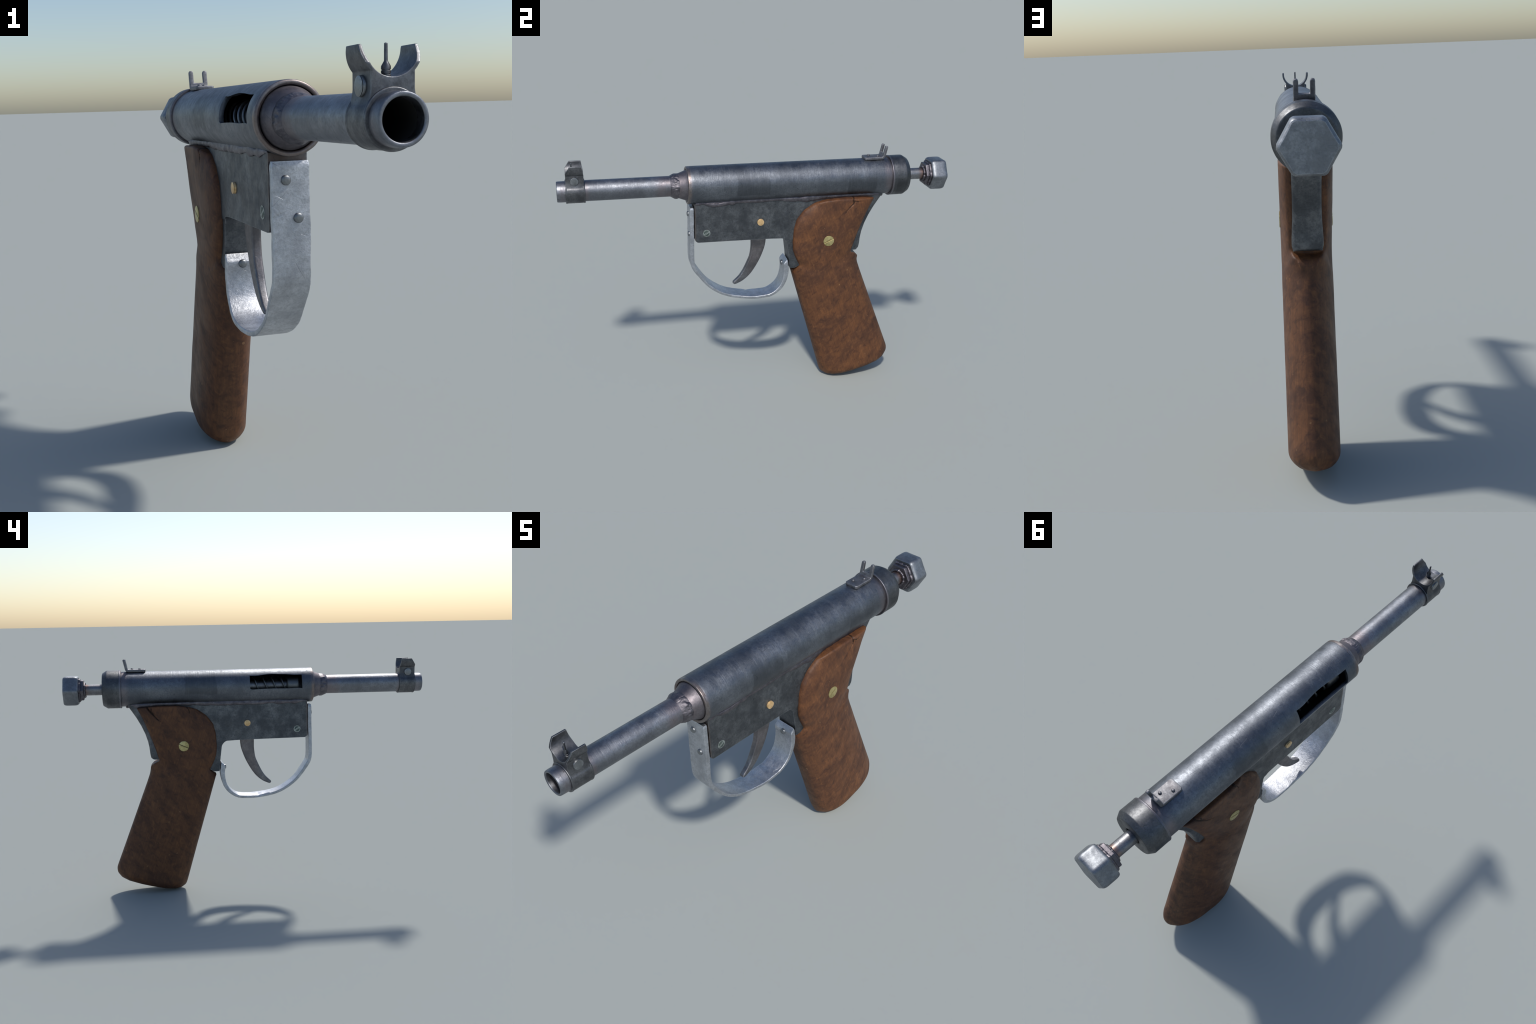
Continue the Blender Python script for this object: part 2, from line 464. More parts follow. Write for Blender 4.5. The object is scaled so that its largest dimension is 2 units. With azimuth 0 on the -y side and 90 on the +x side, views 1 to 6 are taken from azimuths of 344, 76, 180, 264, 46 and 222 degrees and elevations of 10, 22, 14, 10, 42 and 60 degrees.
def dome_mesh(name, r, h, flat=0.35, seg=28, wob=0.0, seed=0.0):
    """rivet head: stands on z = 0, foot sunk a little"""
    prof = [(-0.004, r), (0.0, r), (h * .35, r * .985), (h * .65, r * .90), (h * .88, r * (.55 + flat * .5)), (h, r * flat)]
    rings = []
    for z, q in prof:
        rings.append([((q * (1 + wob * fbm((math.cos(t) + seed, math.sin(t), seed)))) * math.cos(t),
                       (q * (1 + wob * fbm((math.cos(t) + seed, math.sin(t), seed + 3)))) * math.sin(t), z)
                      for t in np.linspace(0, 2 * math.pi, seg, endpoint=False)])
    return loft(name, rings)

def facing(loc, axis, spin=0.0):
    """matrix that turns local +z to the given axis"""
    q = Vector((0, 0, 1)).rotation_difference(Vector(axis))
    return Matrix.Translation(loc) @ q.to_matrix().to_4x4() @ Matrix.Rotation(spin, 4, "Z")

side_rivet = dome_mesh("sight_rivet", 0.0205, 0.0085, 0.78)
for s in (1, -1):
    add("rivet", side_rivet, "rivet", fs, sharp=50, mw=facing((s * 0.0435, -0.914, 1.209), (s, 0, 0)))

# ------------------------------------------------------------------ rear cap and pull knob
cap_prof = rounded([(0.700, 0.060), (0.6900, 0.0920), (0.6895, 0.1025), (0.692, 0.1035), (0.7645, 0.1035), (0.7875, 0.0895),
                    (0.7895, 0.086), (0.7895, 0.0385), (0.786, 0.036), (0.73, 0.036)], 0.003, 3)
cap = add("end_cap", lathe("end_cap", cap_prof, 128, lambda y, a: 0.0005 * fbm((math.cos(a) * 3, y * 20, math.sin(a) * 3))), "cap", sharp=38)
lip = rounded([(0.700, 0.1028), (0.6935, 0.1046), (0.6885, 0.1040), (0.6875, 0.0990), (0.6880, 0.0915), (0.700, 0.0915)], 0.002, 3)
add("cap_lip", lathe("cap_lip", lip, 128, loop=True), "tube", cap)

rod = add("pull_rod", lathe("pull_rod", [(-0.232, 0.0340), (0.10, 0.0340), (0.45, 0.0340), (0.70, 0.0340), (0.705, 0.0295), (0.80, 0.0295), (0.90, 0.0295)], 64), "rod")

def hexagon(name, ap, y0, y1, bev, rear_dome=0.0):
    R = ap / math.cos(30 * DEG)
    bm = bmesh.new()
    vs = [bm.verts.new((R * math.cos(k * 60 * DEG), y0, ZC + R * math.sin(k * 60 * DEG))) for k in range(6)]
    f = bm.faces.new(vs)
    ex = bmesh.ops.extrude_face_region(bm, geom=[f])
    bmesh.ops.translate(bm, verts=[v for v in ex["geom"] if isinstance(v, bmesh.types.BMVert)], vec=(0, y1 - y0, 0))
    bmesh.ops.recalc_face_normals(bm, faces=bm.faces)
    bmesh.ops.bevel(bm, geom=list(bm.edges), offset=bev, segments=4, profile=0.5, affect="EDGES", clamp_overlap=True)
    return to_mesh(bm, name)

def chamfered_hex(name, ap, y0, y1, bev):
    """bolt head: hexagon whose corners are turned off by a cone at both ends"""
    R = ap / math.cos(30 * DEG)
    me = bpy.data.meshes.new(name)
    n = 96
    rings = []
    L = y1 - y0
    for (t, cut) in ((0, .0092), (.03, .0058), (.08, .0028), (.15, .0010), (.25, 0), (.5, 0), (.72, 0), (.84, .0010), (.92, .0034), (.97, .0066), (1, .0110)):
        ring = []
        for i in range(n):
            a = 2 * math.pi * i / n
            k = ((a + 30 * DEG) % (60 * DEG)) - 30 * DEG
            hexr = ap / math.cos(30 * DEG - abs(k))
            hexr -= 0.0028 * max(0.0, 1 - abs(k) / (4.5 * DEG)) ** 1.5      # worn corners
            ring.append((hexr, a))
        rr = [(min(h, R - 0.35 * cut) - 0.85 * cut, a) for h, a in ring]
        rings.append([(h * math.cos(a), y0 + t * L, ZC - 0.0015 + h * math.sin(a)) for h, a in rr])
    return loft(name, rings)
knob = add("knob_head", chamfered_hex("knob_head", 0.0778, 0.9185, 1.0, 0.006), "bolt", rod, sharp=24)
nut = add("knob_nut", hexagon("knob_nut", 0.0535, 0.8905, 0.915, 0.0035), "weld", rod, sharp=28)

def bead_string(name, r_of, y_c, n_lump, rad, seed, seg=240):
    """lumpy weld ring round the axis"""
    rings = []
    for i in range(seg):
        a = 2 * math.pi * i / seg
        ph = (a / (2 * math.pi) * n_lump) % 1.0
        lump = (math.sin(math.pi * ph)) ** 0.5
        j = 0.35 * fbm((math.cos(a) * 3 + seed, math.sin(a) * 3, seed))
        w = rad * (0.76 + 0.24 * lump + j)
        R = r_of(a)
        ring = []
        for t in np.linspace(0, 2 * math.pi, 12, endpoint=False):
            q = R + w * math.cos(t)
            ring.append((q * math.cos(a), y_c + w * 1.1 * math.sin(t) + 0.0015 * j, ZC + q * math.sin(a)))
        rings.append(ring)
    return loft(name, rings, loop=True)

hex_r = lambda ap: (lambda a: min(ap / math.cos(30 * DEG - abs(((a + 30 * DEG) % (60 * DEG)) - 30 * DEG)), ap * 1.13))
add("weld_bead", bead_string("weld_bead", hex_r(0.0545), 0.9150, 17, 0.0078, 1.3), "weld", rod, sharp=70)
add("weld_bead", bead_string("weld_bead", lambda a: 0.0345, 0.8880, 10, 0.0072, 5.1), "weld", rod, sharp=70)

# bolt and recoil spring inside the tube, seen through the opening
boltp = rounded([(-0.226, 0.0), (-0.226, 0.050), (-0.236, 0.0575), (-0.290, 0.0575), (-0.293, 0.0)], 0.003, 3)
boltp[0], boltp[-1] = (-0.226, 0.001), (-0.293, 0.001)
bolt = add("bolt", lathe("bolt", boltp, 72), "inner")
wr, sr, pitch = 0.0050, 0.0480, 0.0502
rings = []
turns, per = 18, 36
for i in range(turns * per + 1):
    th = 2 * math.pi * i / per
    y = -0.2155 + pitch * i / per
    # phase: the near (-x) side passes y = -0.207 + k * pitch and leans forward going down
    a = math.pi - th + 45 * DEG
    c, s = math.cos(a), math.sin(a)
    ring = [((sr + wr * math.cos(t)) * c, y + 0.16 * sr * s + wr * math.sin(t), ZC + (sr + wr * math.cos(t)) * s) for t in np.linspace(0, 2 * math.pi, 10, endpoint=False)]
    rings.append(ring)
add("recoil_spring", loft("recoil_spring", rings), "inner", bolt)

# ------------------------------------------------------------------ rear sight: bent plate with two prongs
TH, PW = 0.0140, 0.0328
flat = [(-0.0260, 0.0), (0.0260, 0.0), (PW, 0.007), (PW, 0.155), (0.0300, 0.1605), (0.0200, 0.1605), (0.0172, 0.155),
        (0.0172, 0.1165), (-0.0172, 0.1165), (-0.0172, 0.155), (-0.0200, 0.1605), (-0.0300, 0.1605), (-PW, 0.155), (-PW, 0.007)]
bm = bmesh.new()
f = bm.faces.new([bm.verts.new((x, s, 0)) for x, s in flat])
ex = bmesh.ops.extrude_face_region(bm, geom=[f])
bmesh.ops.translate(bm, verts=[v for v in ex["geom"] if isinstance(v, bmesh.types.BMVert)], vec=(0, 0, TH))
bmesh.ops.recalc_face_normals(bm, faces=bm.faces)
bmesh.ops.bevel(bm, geom=list(bm.edges), offset=0.0040, segments=3, profile=0.55, affect="EDGES", clamp_overlap=True)
for s in list(np.linspace(0.01, 0.085, 6)) + list(np.linspace(0.09, 0.12, 13)) + [0.13, 0.14, 0.15]:
    bmesh.ops.bisect_plane(bm, geom=bm.verts[:] + bm.edges[:] + bm.faces[:], plane_co=(0, s, 0), plane_no=(0, 1, 0))
for v in bm.verts:
    x, s, h = v.co
    r, b0, ang = 0.013, 0.0905, 77 * DEG
    n0 = 1.2550                       # top of plate
    d = h - TH                        # 0 on the upper (inner) face, -TH on the lower face
    if s < b0:
        y, z = 0.553 + s, n0 + d
    else:
        t = min((s - b0) / r, ang)
        rr = r * 0.55 - d
        y, z = 0.553 + b0 + rr * math.sin(t), n0 + r * 0.55 - rr * math.cos(t)
        e = max(0.0, s - b0 - r * ang)
        y, z = y + e * math.cos(ang), z + e * math.sin(ang)
    z -= 0.0012 * (x / PW) ** 2
    v.co = (x + 0.0007 * fbm((x * 20, y * 30, z * 30)), y, z)
rs = add("rear_sight", to_mesh(bm, "rear_sight"), "plate", sharp=40)
small = dome_mesh("small_rivet", 0.0072, 0.0060, 0.35, 20)
for x, y in ((-0.0130, 0.585), (0.0135, 0.627)):
    add("rivet", small, "plate", rs, sharp=60, mw=facing((x, y, 1.2545), (0, 0, 1)))

# ------------------------------------------------------------------ frame (trigger housing) cut from thick plate
fr = [(-0.338, 1.064), (-0.338, 0.868), (-0.325, 0.8565), (-0.10, 0.8545), (0.06, 0.8520), (0.125, 0.8490), (0.1445, 0.826),
      (0.149, 0.795), (0.156, 0.741), (0.1615, 0.679), (0.188, 0.678), (0.213, 0.690), (0.222, 0.72), (0.222, 0.80),
      (0.44, 0.80), (0.470, 0.757), (0.520, 0.756), (0.5385, 0.762), (0.5440, 0.790), (0.5465, 0.820), (0.553, 0.855), (0.567, 0.900),
      (0.587, 0.945), (0.612, 0.990), (0.637, 1.028), (0.655, 1.054), (0.655, 1.066)]
fr_r = [.004, .006, .006, .0, .0, .024, .01, .0, .0, .006, .008, .006, .004, .01, .01, .004, .006, .010, .01, .01, .0, .0, .0, .0, .0, .003, .003]
outl = round_poly(fr, fr_r)
bm = prism(outl, 0.0485, bevel=0.0050, seg=3, wide=lambda y, z: y > 0.5300 and z < 1.06, wide_bevel=0.0165)
for v in bm.verts:
    x, y, z = v.co
    if y > 0.45:                       # backstrap: waisted above, flared at its foot
        k = np.interp(z, [0.755, 0.763, 0.775, 0.80, 0.86, 0.93, 1.06], [0.95, 1.03, 1.07, 1.065, 0.99, 0.965, 0.975])
        v.co.x = x * k
    elif y > 0.13 and z < 0.84:        # front prong
        v.co.x = x * np.interp(z, [0.68, 0.84], [0.99, 0.985])
    else:
        v.co.x = x * np.interp(y, [-0.34, 0.1], [1.075, 1.05])
frame = add("frame", to_mesh(bm, "frame"), "frame", sharp=40)

# weld beads between frame and tube
def bead(name, pts, rad, seed, n=170):
    P = smooth_path(pts, n)
    rings = []
    for i, p in enumerate(P):
        t = P[min(i + 1, n - 1)] - P[max(i - 1, 0)]
        t = t / np.linalg.norm(t)
        u = np.cross(t, (0, 0, 1.0)); u /= np.linalg.norm(u)
        w = np.cross(u, t)
        k = i / (n - 1)
        end = min(1.0, 9 * k, 9 * (1 - k)) ** 0.5
        lump = 0.95 + 0.40 * fbm((p[1] * 18 + seed, seed, 0), 3)
        r = max(0.0012, 1.12 * rad * end * lump)
        ring = []
        for q in np.linspace(0, 2 * math.pi, 18, endpoint=False):
            v = p + u * (0.56 * r * math.cos(q)) + w * (1.35 * r * math.sin(q))
            k = 1 + 0.20 * fbm((v[0] * 40 + seed, v[1] * 24, v[2] * 40), 2)
            ring.append(tuple(p + (v - p) * k))
        rings.append(ring)
    return loft(name, rings)

beads = [
    # right side: one sagging run at the front, a thin line, a wide run over the grip
    ([(0.050, -0.335, 1.062), (0.052, -0.315, 1.065), (0.051, -0.29, 1.066)], 0.0045, 1.1),
    ([(0.052, -0.293, 1.066), (0.0525, -0.268, 1.0585), (0.0525, -0.235, 1.0535), (0.0525, -0.200, 1.0565), (0.052, -0.165, 1.0625), (0.052, -0.12, 1.0655)], 0.0078, 2.7),
    ([(0.0505, -0.13, 1.0665), (0.0505, 0.0, 1.067), (0.0505, 0.12, 1.067)], 0.0042, 3.9),
    ([(0.0505, 0.10, 1.067), (0.053, 0.15, 1.063), (0.054, 0.22, 1.062), (0.053, 0.30, 1.0645), (0.051, 0.36, 1.067)], 0.0095, 5.2),
    ([(0.050, 0.34, 1.067), (0.0505, 0.45, 1.0655), (0.050, 0.56, 1.0655), (0.045, 0.625, 1.064)], 0.0072, 6.4),
    # left side: nearly continuous lumps
    ([(-0.0505, -0.330, 1.067), (-0.0520, -0.27, 1.064), (-0.0525, -0.20, 1.0625), (-0.0515, -0.14, 1.0645), (-0.0525, -0.08, 1.062),
      (-0.0525, 0.0, 1.061), (-0.0515, 0.06, 1.0635), (-0.0525, 0.10, 1.061), (-0.0525, 0.17, 1.061), (-0.0505, 0.23, 1.066)], 0.0078, 7.7),
    ([(-0.050, 0.21, 1.067), (-0.050, 0.36, 1.066), (-0.050, 0.50, 1.066)], 0.0050, 11.1),
    ([(-0.049, 0.49, 1.066), (-0.050, 0.55, 1.062), (-0.046, 0.60, 1.061), (-0.036, 0.648, 1.0585)], 0.0088, 12.2),
    # continuous root run on both sides
    ([(0.0505, -0.335, 1.066), (0.0515, -0.1, 1.066), (0.0515, 0.2, 1.066), (0.0505, 0.45, 1.066), (0.047, 0.64, 1.064)], 0.0066, 15.5),
    ([(-0.0505, -0.335, 1.066), (-0.0515, -0.1, 1.066), (-0.0515, 0.2, 1.066), (-0.0505, 0.45, 1.066), (-0.047, 0.64, 1.064)], 0.0072, 17.5),
    # across the back
    ([(0.046, 0.62, 1.063), (0.03, 0.655, 1.057), (0.0, 0.664, 1.0535), (-0.03, 0.655, 1.057), (-0.045, 0.63, 1.062)], 0.0070, 13.3),
]
for pts, rad, seed in beads:
    pts = [(x * 1.03, y, z - 0.0020) for x, y, z in pts]
    add("weld_bead", bead("weld_bead", pts, rad, seed), "weld", frame, sharp=70)

# brass pins and steel screws in the frame
pin = dome_mesh("frame_pin", 0.0175, 0.0085, 0.86, 26, 0.02, 2.0)
for s in (1, -1):
    add("pin", pin, "gold", frame, sharp=30, mw=facing((s * 0.0505, 0.0005, 0.9465), (s, 0, 0)))

def half_discs(name, r, gap, h, base_r, base_h, sink=0.004, bev=0.0008):
    """slotted screw head: two raised half discs on a base disc; base = material 0, halves = material 1"""
    bm = bmesh.new()
    n = 40
    lo = [bm.verts.new((base_r * math.cos(t), base_r * math.sin(t), -sink)) for t in np.linspace(0, 2 * math.pi, n, endpoint=False)]
    hi = [bm.verts.new((base_r * math.cos(t), base_r * math.sin(t), base_h)) for t in np.linspace(0, 2 * math.pi, n, endpoint=False)]
    for i in range(n):
        bm.faces.new((lo[i], lo[(i + 1) % n], hi[(i + 1) % n], hi[i]))
    bm.faces.new(hi)
    a0 = math.asin(gap / r)
    for sgn in (1, -1):
        pts = [(r * math.cos(t), sgn * r * math.sin(t)) for t in np.linspace(a0, math.pi - a0, 22)]
        b = [bm.verts.new((x, y, base_h - .0005)) for x, y in pts]
        tps = [bm.verts.new((x, y, h)) for x, y in pts]
        ins = [bm.verts.new((x * (1 - bev / r), y - sgn * bev * (1 if abs(abs(y) - gap) > 1e-4 else -1), h + bev * .6)) for x, y in pts]
        m = len(pts)
        fs_ = []
        for i in range(m):
            j = (i + 1) % m
            fs_.append(bm.faces.new((b[i], b[j], tps[j], tps[i])))
            fs_.append(bm.faces.new((tps[i], tps[j], ins[j], ins[i])))
        fs_.append(bm.faces.new(ins))
        for f in fs_:
            f.material_index = 1
    return to_mesh(bm, name)

fscrew = half_discs("frame_screw", 0.0142, 0.0042, 0.0010, 0.0190, 0.0008)
for s, ang in ((1, 33), (-1, -40)):
    # slot direction in the (y, z) plane
    d = Vector((0, math.cos(ang * DEG), math.sin(ang * DEG)))
    zax = Vector((s, 0, 0)); xax = d; yax = zax.cross(xax)
    mw = Matrix((xax, yax, zax)).transposed().to_4x4()
    mw.translation = (s * 0.0519, -0.279, 0.905)
    add("screw", fscrew, ["pale", "dgreen"], frame, sharp=30, mw=mw)

# ------------------------------------------------------------------ trigger
tr = smooth_path([(0.040, 0.875), (0.0385, 0.835), (0.033, 0.797), (0.013, 0.741), (-0.015, 0.687), (-0.046, 0.643), (-0.083, 0.611),
                  (-0.116, 0.595)], 30)
tf = smooth_path([(-0.133, 0.607), (-0.101, 0.638), (-0.078, 0.674), (-0.056, 0.721), (-0.045, 0.751), (-0.039, 0.797), (-0.039, 0.835), (-0.039, 0.875)], 30)
tip = [(-0.127, 0.5925), (-0.1345, 0.5985)]
bm = prism([tuple(p) for p in tr] + tip + [tuple(p) for p in tf], 0.0145, bevel=0.0098, seg=6)
for v in bm.verts:
    v.co.x *= np.interp(v.co.z, [0.59, 0.70, 0.85], [0.86, 1.0, 1.08])
add("trigger", to_mesh(bm, "trigger"), "trigger", sharp=45)

# ------------------------------------------------------------------ trigger guard: hammered strip
path = [(-0.3615, 1.041), (-0.3620, 0.95), (-0.3635, 0.85), (-0.3630, 0.765), (-0.3605, 0.735), (-0.3525, 0.711), (-0.329, 0.676), (-0.277, 0.612), (-0.218, 0.567),
        (-0.164, 0.5420), (-0.10, 0.5265), (-0.041, 0.5195), (0.0, 0.5182), (0.060, 0.5243), (0.103, 0.548), (0.134, 0.583), (0.152, 0.630),
        (0.1575, 0.672), (0.1545, 0.700), (0.1515, 0.727)]
N = 220
P = smooth_path(path, N)
L = np.concatenate([[0], np.cumsum(np.linalg.norm(np.diff(P, axis=0), axis=1))])
def thick(s):
    return np.interp(s, [0, .30, .36, .45, .60, .80, .86, .97, 1.05, 1.12], [.0205, .0205, .018, .0150, .0150, .0155, .0170, .024, .0285, .0265])
rings = []
W = 0.051
for i in range(N):
    a, b = P[max(i - 1, 0)], P[min(i + 1, N - 1)]
    t = (b - a) / np.linalg.norm(b - a)
    inn = np.array((-t[1], t[0]))            # towards the inside of the guard
    s = L[i]
    th = thick(s)
    rr = min(0.0036, th * 0.33)
    ring = []
    corners = [(W, 0, -1), (W, th, 0), (-W, th, 1), (-W, 0, 2)]
    for cx, cd, q in corners:
        ox, od = cx - math.copysign(rr, cx), (rr if cd == 0 else cd - rr)
        for k in range(5):
            ang = q * 90 * DEG + k * 22.5 * DEG
            ring.append((ox + rr * math.cos(ang), od + rr * math.sin(ang)))
    pts = []
    end = math.exp(-((L[-1] - s) / 0.006) ** 2) + math.exp(-(s / 0.006) ** 2)
    for (x, d) in ring:
        sg = math.copysign(1, x)
        wav = 0.0022 * fbm((s * 9, sg * 5, 1.0), 3) + 0.0008 * fbm((s * 40, sg * 5, 4.0), 2)
        dent = 0.0042 * math.exp(-((s - 0.700) / 0.014) ** 2) if (sg < 0 and d > th * .5) else 0.0
        xx = x + sg * wav + (dent if sg < 0 else 0)
        lump = 0.0011 * fbm((s * 14, x * 14, d * 20 + 7), 4)
        bulge = lump - dent * 0.6
        xx *= 1 - 0.05 * end
        d = th / 2 + (d - th / 2) * (1 - 0.22 * end)
        q = P[i] + inn * (d + bulge)
        if s > L[-1] - 0.045:                 # end is hammered over to a rounded slant
            k = (1 - (L[-1] - s) / 0.045) ** 2
            q = q - t * (d / max(th, 1e-4)) ** 2 * 0.017 * k - inn * (d / th) * 0.006 * k
        pts.append((xx, q[0], q[1]))
    rings.append(pts)
guard_mesh = loft("trigger_guard", rings)
guard = add("trigger_guard", guard_mesh, "zinc", sharp=48)
riv = dome_mesh("guard_rivet", 0.0135, 0.0082, 0.38, 22, 0.05, 1.0)
for loc, ax in (((-0.0135, -0.3615, 0.9935), (0, -1, 0)), ((0.0180, -0.3625, 0.8965), (0, -1, 0)), ((0.001, 0.1290, 0.6965), (0, -1, 0.05))):
    add("rivet", riv, "rivet", guard, sharp=50, mw=facing(loc, Vector(ax).normalized(), random.random()))

# ------------------------------------------------------------------ walnut grip
front = [(0.400, 1.0555), (0.335, 1.0485), (0.280, 1.032), (0.228, 0.997), (0.191, 0.948), (0.1775, 0.893), (0.1735, 0.832),
         (0.177, 0.780), (0.188, 0.746), (0.207, 0.703), (0.2125, 0.690), (0.194, 0.672), (0.1755, 0.663), (0.2265, 0.491), (0.302, 0.237), (0.358, 0.045)]
base = [(0.368, 0.020), (0.394, 0.0045), (0.430, 0.0), (0.480, 0.005), (0.550, 0.020), (0.618, 0.038), (0.690, 0.061), (0.731, 0.083), (0.7520, 0.110)]
back = [(0.7545, 0.142), (0.693, 0.300), (0.6235, 0.480), (0.565, 0.631), (0.5505, 0.672), (0.5450, 0.700), (0.5425, 0.722), (0.528, 0.7395), (0.492, 0.750),
        (0.506, 0.790), (0.523, 0.845), (0.549, 0.915), (0.577, 0.985), (0.600, 1.030), (0.6085, 1.046)]
head = [(0.560, 1.052), (0.477, 1.0555)]
go = front + base + back + head
def dense(poly, step):
    out = []
    for a, b in zip(poly, poly[1:] + poly[:1]):
        a, b = np.array(a), np.array(b)
        n = max(1, int(np.linalg.norm(b - a) / step))
        out += [tuple(a + (b - a) * k / n) for k in range(n)]
    return out
gp = round_poly(go, 0.012, 4)
gd = np.array(dense(gp, 0.006))
A, B = gd, np.roll(gd, -1, 0)
def edge_dist(q):
    q = np.asarray(q, float)
    ab = B - A
    l2 = (ab ** 2).sum(1) + 1e-12
    d = np.full(len(q), 1e9)
    for k in range(0, len(q), 2000):
        c = q[k:k + 2000, None, :]
        t = np.clip(((c - A) * ab).sum(2) / l2, 0, 1)
        d[k:k + 2000] = np.linalg.norm(c - (A + t[..., None] * ab), axis=2).min(1)
    return d
def inside(q):
    q = np.asarray(q, float)
    x, y = q[:, 0:1], q[:, 1:2]
    cross = ((A[:, 1] > y) != (B[:, 1] > y)) & (x < (B[:, 0] - A[:, 0]) * (y - A[:, 1]) / (B[:, 1] - A[:, 1] + 1e-15) + A[:, 0])
    return cross.sum(1) % 2 == 1
tan = np.roll(gd, -1, 0) - np.roll(gd, 1, 0)
nor = np.stack([-tan[:, 1], tan[:, 0]], 1)
nor /= np.linalg.norm(nor, axis=1)[:, None]
extra = [gd + nor * d for d in (0.0008, 0.0025, 0.0055, 0.0095, 0.0145)] + [gd - nor * d for d in (0.0008, 0.0025, 0.0055, 0.0095, 0.0145)]
ext = []
for k, E in enumerate(extra):
    d = (0.0008, 0.0025, 0.0055, 0.0095, 0.0145)[k % 5]
    ok = inside(E) & (edge_dist(E) > 0.93 * d)
    ext.append(E[ok])
yy, zz = np.meshgrid(np.arange(0.15, 0.76, 0.0075), np.arange(0.0, 1.07, 0.0075))
G = np.stack([yy.ravel(), zz.ravel()], 1)
G = G[inside(G)]
G = G[edge_dist(G) > 0.0185]
pts2 = np.concatenate([gd] + ext + [G])
res = delaunay_2d_cdt([Vector(p) for p in pts2], [], [list(range(len(gd)))], 1, 1e-5)
V2 = np.array([tuple(v) for v in res[0]])
D2 = edge_dist(V2)
def line_dist(q, line):
    """distance to an open polyline"""
    q, a = np.asarray(q, float), np.array(line)
    best = np.full(len(q), 1e9)
    for p0, p1 in zip(a[:-1], a[1:]):
        ab = p1 - p0
        t = np.clip(((q - p0) @ ab) / (ab @ ab), 0, 1)
        best = np.minimum(best, np.linalg.norm(q - (p0 + t[:, None] * ab), axis=1))
    return best
def swell(q, d):
    """half thickness of the wood: nearly elliptical between front and back edge, rounded foot, flat top"""
    z = q[:, 1]
    df = line_dist(q, front[2:10] + [(0.197, 0.72), (0.182, 0.64)] + front[13:] + [(0.375, -0.02)])
    dk = line_dist(q, [(0.77, 0.10)] + back[:6] + [(0.530, 0.74), (0.500, 0.76)] + back[9:] + [(0.62, 1.07)])
    full = 0.0875
    ss = lambda a, b: (lambda t: t * t * (3 - 2 * t))(np.clip((z - a) / (b - a), 0, 1))
    kf, kb = ss(0.64, 0.74), ss(0.68, 0.96)        # 0: lower grip, 1: upper scales over the frame
    def round_off(d, R, h0, e=2.1):
        t = np.clip(d / R, 0, 1)
        return h0 + (full - h0) * (1 - (1 - t) ** e) ** (1 / e)
    side = np.minimum(round_off(df, 0.165 * (1 - kf) + 0.120 * kf, 0.010 * (1 - kf) + 0.0525 * kf),
                      round_off(dk, 0.182 * (1 - kb) + 0.100 * kb, 0.004 + (0.0490 - 0.004) * ss(0.68, 0.78) + 0.0040 * kb, 1.95))
    db = line_dist(q, [(0.352, 0.03)] + base + [(0.765, 0.125)])
    foot = (1 - (1 - np.clip(db / 0.056, 0, 1)) ** 2.4) ** (1 / 2.0)
    rim = 1 - (1 - np.clip(d / 0.007, 0, 1)) ** 2          # broken edge all round the outline
    edge = np.where(z > 0.70, 0.93 + 0.07 * rim, 0.35 + 0.65 * np.sqrt(rim))
    return np.maximum(side * foot * edge, 0.0)
H = swell(V2, D2)
bm = bmesh.new()
rim_v = D2 < 1e-6
up = [bm.verts.new((max(h, 0.0006), p[0], p[1])) for h, p in zip(H, V2)]
dn = [bm.verts.new((-max(h, 0.0006), p[0], p[1])) for h, p in zip(H, V2)]
cnt = {}
for f in res[2]:
    bm.faces.new([up[i] for i in f])
    bm.faces.new([dn[i] for i in f[::-1]])
    for i, j in zip(f, f[1:] + f[:1]):
        cnt[(i, j)] = cnt.get((i, j), 0) + 1
for (i, j) in list(cnt):
    if (j, i) not in cnt:
        bm.faces.new((up[j], up[i], dn[i], dn[j]))
gm = to_mesh(bm, "grip")
grip = add("grip", gm, ["wood", "crack"], sharp=0)
applied(grip, [("REMESH", dict(mode="VOXEL", voxel_size=0.0032, use_smooth_shade=True)),
               ("SMOOTH", dict(factor=0.5, iterations=3))])
me = grip.data
n = len(me.vertices)
co = np.empty(n * 3); me.vertices.foreach_get("co", co); co = co.reshape(-1, 3)
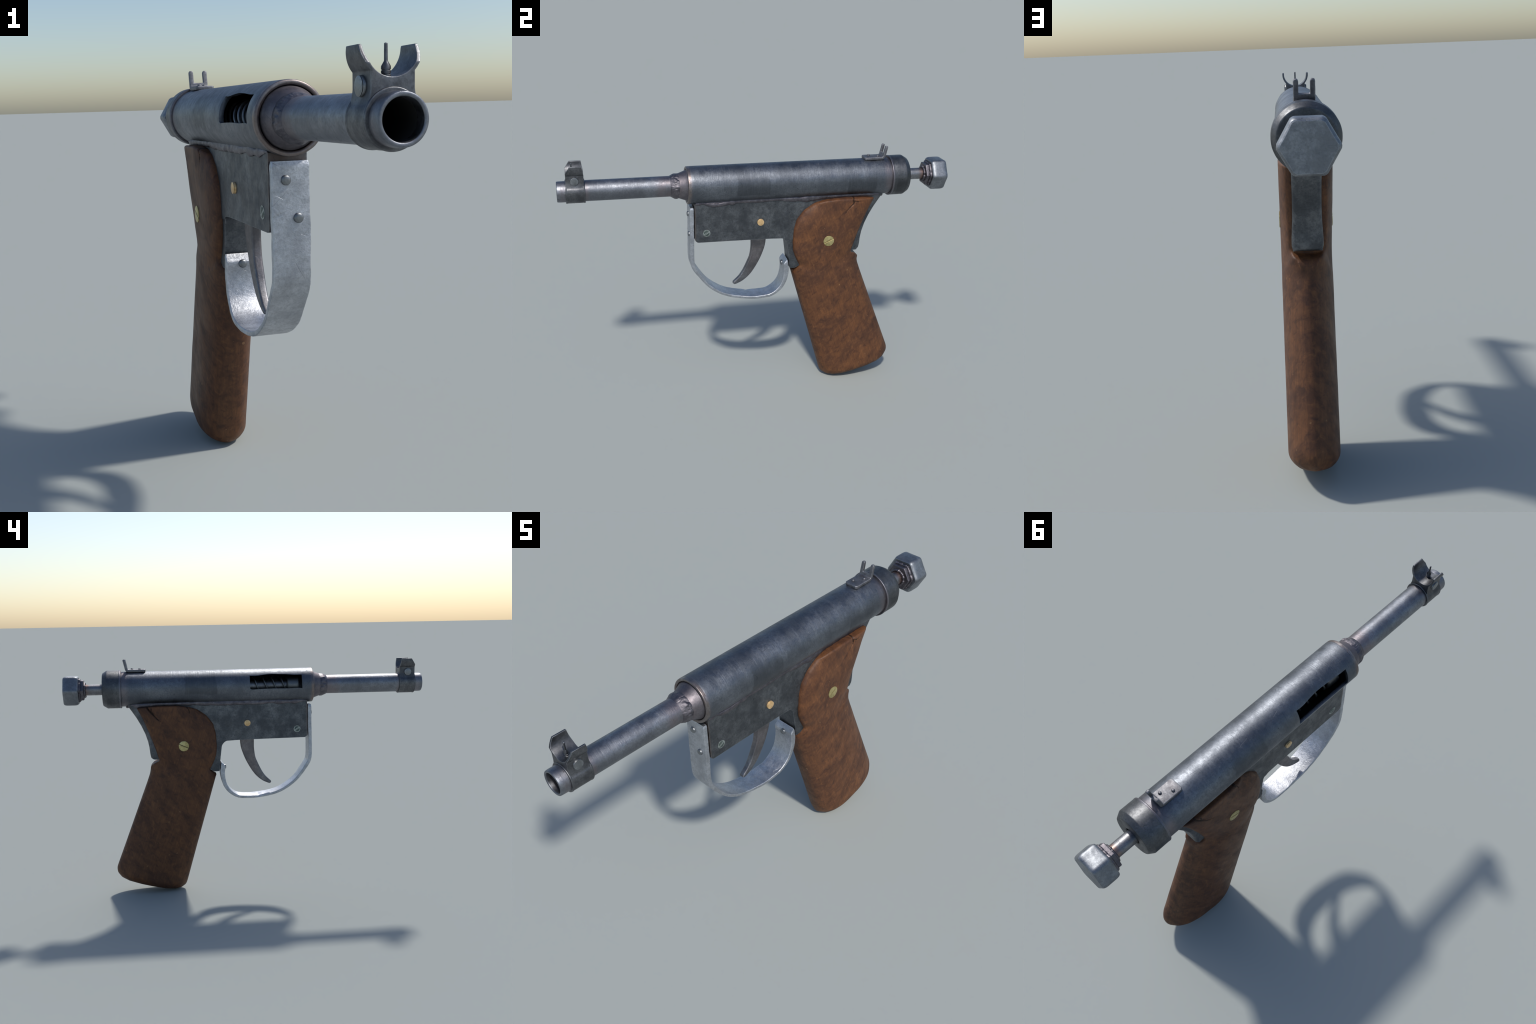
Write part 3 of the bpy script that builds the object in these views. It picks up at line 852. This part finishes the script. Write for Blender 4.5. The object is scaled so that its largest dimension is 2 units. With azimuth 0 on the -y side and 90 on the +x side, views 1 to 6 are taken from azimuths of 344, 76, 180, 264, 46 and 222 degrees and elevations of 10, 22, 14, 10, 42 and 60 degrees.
# cracks running down from the top edge of the scales: (side, polyline in y z, width, depth)
cracks = [(1, [(0.492, 1.060), (0.484, 1.046), (0.487, 1.030), (0.470, 1.012), (0.447, 0.985), (0.436, 0.965)], 0.0050, 0.010),
          (1, [(0.484, 1.042), (0.52, 1.037), (0.565, 1.036)], 0.0030, 0.004),
          (-1, [(0.556, 1.060), (0.545, 1.040), (0.525, 1.015), (0.497, 0.985), (0.470, 0.966), (0.455, 0.958)], 0.0058, 0.011),
          (-1, [(0.530, 1.045), (0.527, 1.025), (0.508, 1.010), (0.490, 1.003)], 0.0030, 0.005),
          (-1, [(0.345, 1.055), (0.330, 1.040), (0.322, 1.020), (0.321, 1.000)], 0.0045, 0.007)]
mark = np.zeros(n)
disp = np.zeros(n)
for side, line, wid, dep in cracks:
    Lp = smooth_path(line, 60)
    sel = np.where((co[:, 0] * side > 0.04) & (co[:, 2] > 0.93))[0]
    q = co[sel][:, 1:]
    dd = np.linalg.norm(q[:, None] - Lp[None], axis=2)
    k = dd.argmin(1) / 59.0
    w = wid * (1.15 - k)
    m = np.clip(1 - dd.min(1) / np.maximum(w, 1e-4), 0, 1)
    disp[sel] = np.maximum(disp[sel], dep * (1.1 - 0.8 * k) * m ** 0.7)
    mark[sel] = np.maximum(mark[sel], m)
co[:, 0] -= np.sign(co[:, 0]) * disp
for i in range(n):
    p = co[i]
    a = 0.0011 * fbm((p[0] * 9, p[1] * 9, p[2] * 5), 3)
    co[i, 0] += math.copysign(a, p[0])
# hollow in the wood below the foot of the backstrap
zz_ = co[:, 2]
hol = np.exp(-(co[:, 0] / 0.046) ** 4) * np.clip((co[:, 1] - 0.475) / 0.02, 0, 1) * np.clip((zz_ - 0.655) / 0.09, 0, 1) * (zz_ < 0.78)
co[:, 2] -= 0.008 * hol
co[:, 2] -= co[:, 2].min()
me.vertices.foreach_set("co", co.ravel())
me.update()
mats = np.zeros(len(me.polygons), int)
for f in me.polygons:
    if mark[list(f.vertices)].mean() > 0.32:
        mats[f.index] = 1
me.polygons.foreach_set("material_index", mats)
me.polygons.foreach_set("use_smooth", [True] * len(me.polygons))

gscrew = half_discs("grip_screw", 0.0280, 0.0014, 0.0032, 0.0286, -0.0010, sink=0.012)
for s in (1, -1):
    ang = 24 * DEG
    zax = Vector((s, 0, 0)); xax = Vector((0, math.cos(ang), math.sin(ang))); yax = zax.cross(xax)
    mw = Matrix((xax, yax, zax)).transposed().to_4x4()
    mw.translation = (s * 0.0865, 0.358, 0.832)
    add("screw", gscrew, ["slot", "brass"], grip, sharp=30, mw=mw)
